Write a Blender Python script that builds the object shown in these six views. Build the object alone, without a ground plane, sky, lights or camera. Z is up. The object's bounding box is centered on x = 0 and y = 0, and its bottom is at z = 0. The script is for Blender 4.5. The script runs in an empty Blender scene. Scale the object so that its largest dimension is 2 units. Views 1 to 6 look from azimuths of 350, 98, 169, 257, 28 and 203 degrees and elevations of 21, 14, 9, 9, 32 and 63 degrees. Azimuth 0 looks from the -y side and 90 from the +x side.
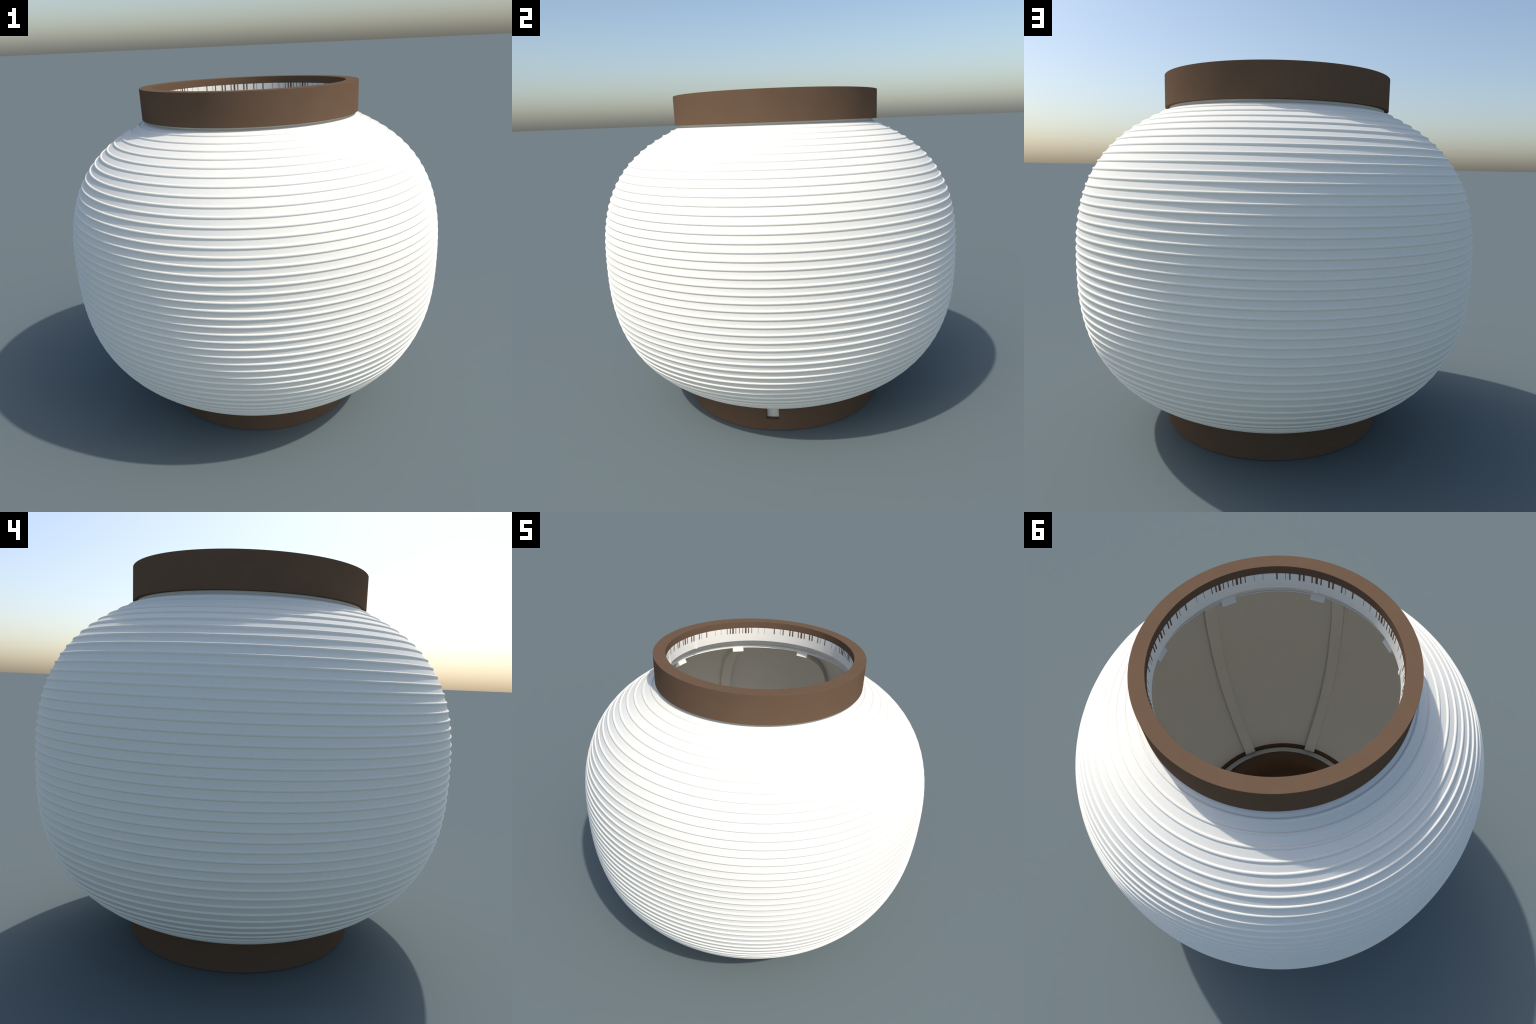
# A round white paper lantern with hoop ribs, a turned wooden collar and foot.
import bpy, bmesh, math
from mathutils import Vector

SEG = 256                 # divisions around the vertical axis
Z0 = 0.8667               # height of the belly (the shade is symmetric about it)


# ------------------------------------------------------------------ materials
def material(name, base, rough, spec=0.5, grain=0.02, scale=40.0, bump=0.0):
    m = bpy.data.materials.new(name)
    m.use_nodes = True
    nt = m.node_tree
    n, l = nt.nodes, nt.links
    b = n["Principled BSDF"]
    b.inputs["Roughness"].default_value = rough
    b.inputs["Specular IOR Level"].default_value = spec
    tc = n.new("ShaderNodeTexCoord")
    no = n.new("ShaderNodeTexNoise")
    no.inputs["Scale"].default_value = scale
    no.inputs["Detail"].default_value = 4.0
    l.new(tc.outputs["Object"], no.inputs["Vector"])
    cr = n.new("ShaderNodeValToRGB")
    cr.color_ramp.elements[0].position = 0.3
    cr.color_ramp.elements[1].position = 0.7
    cr.color_ramp.elements[0].color = [c * (1 - grain) for c in base] + [1]
    cr.color_ramp.elements[1].color = [c * (1 + grain) for c in base] + [1]
    l.new(no.outputs["Fac"], cr.inputs["Fac"])
    l.new(cr.outputs["Color"], b.inputs["Base Color"])
    if bump:
        bp = n.new("ShaderNodeBump")
        bp.inputs["Strength"].default_value = bump
        bp.inputs["Distance"].default_value = 0.002
        l.new(no.outputs["Fac"], bp.inputs["Height"])
        l.new(bp.outputs["Normal"], b.inputs["Normal"])
    return m


WHITE = (0.885, 0.856, 0.768)
BROWN = (0.148, 0.0925, 0.058)
PAPER = material("washi_paper", WHITE, 0.8, spec=0.2, grain=0.01, scale=60)
FRAME = material("white_frame", WHITE, 0.9, spec=0.0, grain=0.008, scale=30)
WOOD = material("brown_wood", BROWN, 0.9, spec=0.0, grain=0.03, scale=9)


# ------------------------------------------------------------------ helpers
def make(name, verts, faces, mat, parent, angle=35):
    me = bpy.data.meshes.new(name)
    me.from_pydata(verts, [], faces)
    bm = bmesh.new()
    bm.from_mesh(me)
    bmesh.ops.recalc_face_normals(bm, faces=bm.faces)
    bm.to_mesh(me)
    bm.free()
    me.materials.append(mat)
    me.shade_smooth()
    me.set_sharp_from_angle(angle=math.radians(angle))
    ob = bpy.data.objects.new(name, me)
    bpy.context.scene.collection.objects.link(ob)
    ob.parent = parent
    return ob


def revolve(poly, seg=SEG, phase=0.0):
    """Closed (r, z) outline turned about the z axis."""
    n = len(poly)
    vs, fs = [], []
    for i in range(seg):
        a = 2 * math.pi * i / seg + phase
        c, s = math.cos(a), math.sin(a)
        vs += [(r * c, r * s, z) for r, z in poly]
    for i in range(seg):
        j = (i + 1) % seg
        for k in range(n):
            q = (k + 1) % n
            fs.append((i * n + k, i * n + q, j * n + q, j * n + k))
    return vs, fs


def chamfer(poly, c):
    """Cut every corner of a closed outline by c."""
    out = []
    n = len(poly)
    for i, p in enumerate(poly):
        p = Vector(p)
        for q in (poly[i - 1], poly[(i + 1) % n]):
            d = Vector(q) - p
            out.append(tuple(p + d.normalized() * min(c, d.length * 0.4)))
    return out


# ------------------------------------------------------------------ shade profile
def tip(phi):
    """Outline through the crests of the hoops; phi is the angle above the belly."""
    a = abs(phi)
    rho = 1 + 0.38200 * a**2 - 0.68732 * a**3 - 0.19214 * a**4 + 0.41507 * a**5
    z = Z0 + rho * math.sin(phi)
    if phi < 0:                                   # the lower shoulder sags a little
        z -= 0.0035 * math.exp(-((a - 0.68) / 0.16) ** 2)
    return Vector((rho * math.cos(phi), z))


def offset(phi, d):
    """Point d inside the crest outline, measured square to it."""
    t = tip(phi + 1e-4) - tip(phi - 1e-4)
    nrm = Vector((t.y, -t.x)).normalized()
    return tip(phi) - nrm * d


def hoop_angle(n):
    a = abs(n)
    p = 3.6344e-2 * a + 2.0835e-5 * a**2 + 8.2168e-6 * a**3 + 1.9933e-7 * a**4
    return math.copysign(p, n)


BEAD = 0.0068             # hoop wire radius
BASE = 0.0057             # paper lies this far below the hoop crests
INNER = 0.0185            # inside face of the shade
TOP, BOTTOM = math.radians(53.9), math.radians(-53.9)
N_HOOP = 21               # hoops above and below the middle one

root = bpy.data.objects.new("paper_lantern", None)
bpy.context.scene.collection.objects.link(root)
root["label"] = "round white ribbed paper lantern with brown wooden rings"
root["category"] = "lantern"

# paper wall: straight between hoops outside, smooth inside
outer_phi = [BOTTOM, 0.55 * BOTTOM + 0.45 * hoop_angle(-N_HOOP)]
for n in range(-N_HOOP, N_HOOP + 1):
    p, q = hoop_angle(n), hoop_angle(n + 1)
    outer_phi.append(p)
    if n < N_HOOP:
        outer_phi += [p + (q - p) * f for f in (0.25, 0.5, 0.75)]
outer_phi += [(hoop_angle(N_HOOP) + TOP) / 2, TOP]
outline = [tuple(offset(p, BASE)) for p in outer_phi]
# the cut edge at the top: paper, a fine groove, then a thin lip hanging a little lower
t = (tip(TOP) - tip(TOP - 1e-3)).normalized()
for d, drop in ((0.0162, 0.0), (0.0164, 0.0045), (0.0180, 0.0045), (0.0182, 0.0), (0.0225, 0.0),
                (0.0225, 0.0050), (0.0190, 0.0060)):
    outline.append(tuple(offset(TOP, d) - t * drop))
M = 72
outline += [tuple(offset(TOP - 0.008 + (BOTTOM - TOP + 0.008) * i / M, INNER)) for i in range(M + 1)]
shade = make("shade", *revolve(outline), PAPER, root, angle=40)

# hoop ribs standing proud of the paper
for n in range(-N_HOOP, N_HOOP + 1):
    c = offset(hoop_angle(n), BEAD)
    ring = [(c.x + BEAD * math.cos(2 * math.pi * k / 20),
             c.y + BEAD * math.sin(2 * math.pi * k / 20)) for k in range(20)]
    make("hoop", *revolve(ring), PAPER, shade, angle=60)

# ------------------------------------------------------------------ inner frame
frame = bpy.data.objects.new("frame", None)
bpy.context.scene.collection.objects.link(frame)
frame.parent = root


def strip_mesh():
    """One flat rib following the inside of the shade, on the +x side."""
    half, thick, sunk = 0.0337, 0.0275, 0.003
    lo, hi = -math.radians(53.9), TOP
    K = 96
    vs, fs = [], []
    for i in range(K + 1):
        p = lo + (hi - lo) * i / K
        a, b = offset(p, INNER - sunk), offset(p, INNER + thick)
        vs += [(a.x, -half, a.y), (a.x, half, a.y), (b.x, half, b.y), (b.x, -half, b.y)]
    for i in range(K):
        o = 4 * i
        for k in range(4):
            q = (k + 1) % 4
            fs.append((o + k, o + q, o + 4 + q, o + 4 + k))
    fs += [(0, 1, 2, 3), (4 * K, 4 * K + 1, 4 * K + 2, 4 * K + 3)]
    return vs, fs


first = make("rib", *strip_mesh(), FRAME, frame, angle=30)
for i in range(1, 8):
    ob = first.copy()
    ob.rotation_euler = (0, 0, i * math.pi / 4)
    bpy.context.scene.collection.objects.link(ob)

# ------------------------------------------------------------------ collar
collar_line = [(0.5000, 1.7662), (0.5645, 1.7662), (0.5645, 1.6138),
               (0.5430, 1.6132), (0.5430, 1.7275), (0.5000, 1.7275)]
collar = make("collar", *revolve(chamfer(collar_line, 0.0008)), WOOD, root, angle=20)

sleeve_line = [(0.4996, 1.7270), (0.4996, 1.6470), (0.5245, 1.6150), (0.5265, 1.6150),
               (0.5405, 1.6400), (0.5405, 1.6020), (0.5425, 1.6020), (0.5425, 1.7270)]
make("sleeve", *revolve(chamfer(sleeve_line, 0.0006)), FRAME, collar, angle=8)

# three small paler upright slivers on the sleeve: wedges that lean inwards at the bottom
wv, wf = [], []
for deg in (169.5, 202.8, 270.2):
    a0, h, o = math.radians(deg), math.radians(1.0), len(wv)
    for r, z, e in ((0.4998, 1.7060, 0), (0.4938, 1.6474, -h), (0.4938, 1.6474, h),
                    (0.4998, 1.6474, -h), (0.4998, 1.6474, h)):
        wv.append((r * math.cos(a0 + e), r * math.sin(a0 + e), z))
    wf += [tuple(o + k for k in f) for f in ((0, 1, 2), (0, 1, 3), (0, 2, 4), (1, 2, 4, 3), (0, 3, 4))]
make("pale_wedge", wv, wf, FRAME, collar, angle=5)["kind"] = "stuff"

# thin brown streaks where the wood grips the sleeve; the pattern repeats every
# quarter turn and mirrors within it: (angle, angular width) in degrees
streaks = [(0, 1.2), (2.35, .64), (6.6, .85), (8.75, .85), (13.65, .62), (15.75, .2),
           (20.1, .7), (27.1, .17), (31.5, .17), (36.1, .45), (38.4, .75), (40.4, 1.15), (42.5, .45),
           (45, .45)]
sv, sf = [], []
for quarter in range(4):
    for ang, wid in streaks:
        for sgn in ((1,) if ang in (0, 45) else (1, -1)):
            a0 = math.radians(90 * quarter + sgn * ang)
            h = math.radians(wid / 2)
            o = len(sv)
            for z in (1.6943, 1.7276):
                for r in (0.4988, 0.5004):
                    for e in (-h, h):
                        sv.append((r * math.cos(a0 + e), r * math.sin(a0 + e), z))
            sf += [tuple(o + k for k in f) for f in
                   ((0, 1, 3, 2), (4, 5, 7, 6), (0, 1, 5, 4), (2, 3, 7, 6), (0, 2, 6, 4), (1, 3, 7, 5))]
st = make("streak", sv, sf, WOOD, collar)
st["kind"] = "stuff"

# ------------------------------------------------------------------ foot
foot_line = [(0.4325, 0.0), (0.5645, 0.0), (0.5645, 0.1507), (0.5335, 0.1507), (0.5335, 0.1275), (0.5362, 0.1275), (0.5362, 0.0550),
             (0.4650, 0.0550), (0.4650, 0.0400), (0.4325, 0.0400)]
foot = make("foot", *revolve(chamfer(foot_line, 0.0006)), WOOD, root, angle=20)

# square notch through the outer wall on the +x side
cut = make("cutter", [(x, y, z) for x in (0.530, 0.60) for y in (-0.0334, 0.0334) for z in (0.0645, 0.2)],
           [(0, 1, 3, 2), (4, 5, 7, 6), (0, 1, 5, 4), (2, 3, 7, 6), (0, 2, 6, 4), (1, 3, 7, 5)], WOOD, None)
bo = foot.modifiers.new("notch", "BOOLEAN")
bo.operation, bo.solver, bo.object = "DIFFERENCE", "EXACT", cut
bpy.context.view_layer.update()
new = bpy.data.meshes.new_from_object(foot.evaluated_get(bpy.context.evaluated_depsgraph_get()))
foot.modifiers.clear()
foot.data = new
new.set_sharp_from_angle(angle=math.radians(20))
bpy.data.objects.remove(cut, do_unlink=True)

foot_sleeve_line = [(0.5000, 0.0555), (0.5357, 0.0555), (0.5357, 0.1270),
                    (0.5331, 0.1270), (0.5331, 0.1375), (0.5000, 0.1375)]
make("sleeve", *revolve(chamfer(foot_sleeve_line, 0.0006)), FRAME, foot, angle=20)

# round cup standing in the foot: thick wall, sunk floor
cup_line = [(0.3970, 0.0580), (0.3970, 0.1950), (0.4635, 0.1945), (0.4635, 0.0410), (0.3970, 0.0410)]
cup = make("cup", *revolve(chamfer(cup_line, 0.0008)), WOOD, foot, angle=20)
R_FLOOR = 0.3969
vs = [(R_FLOOR * math.cos(2 * math.pi * i / SEG), R_FLOOR * math.sin(2 * math.pi * i / SEG), z)
      for z in (0.0430, 0.0610) for i in range(SEG)]
fs = [tuple(range(SEG)), tuple(range(SEG, 2 * SEG))]
fs += [(i, (i + 1) % SEG, SEG + (i + 1) % SEG, SEG + i) for i in range(SEG)]
make("floor", vs, fs, WOOD, cup, angle=20)
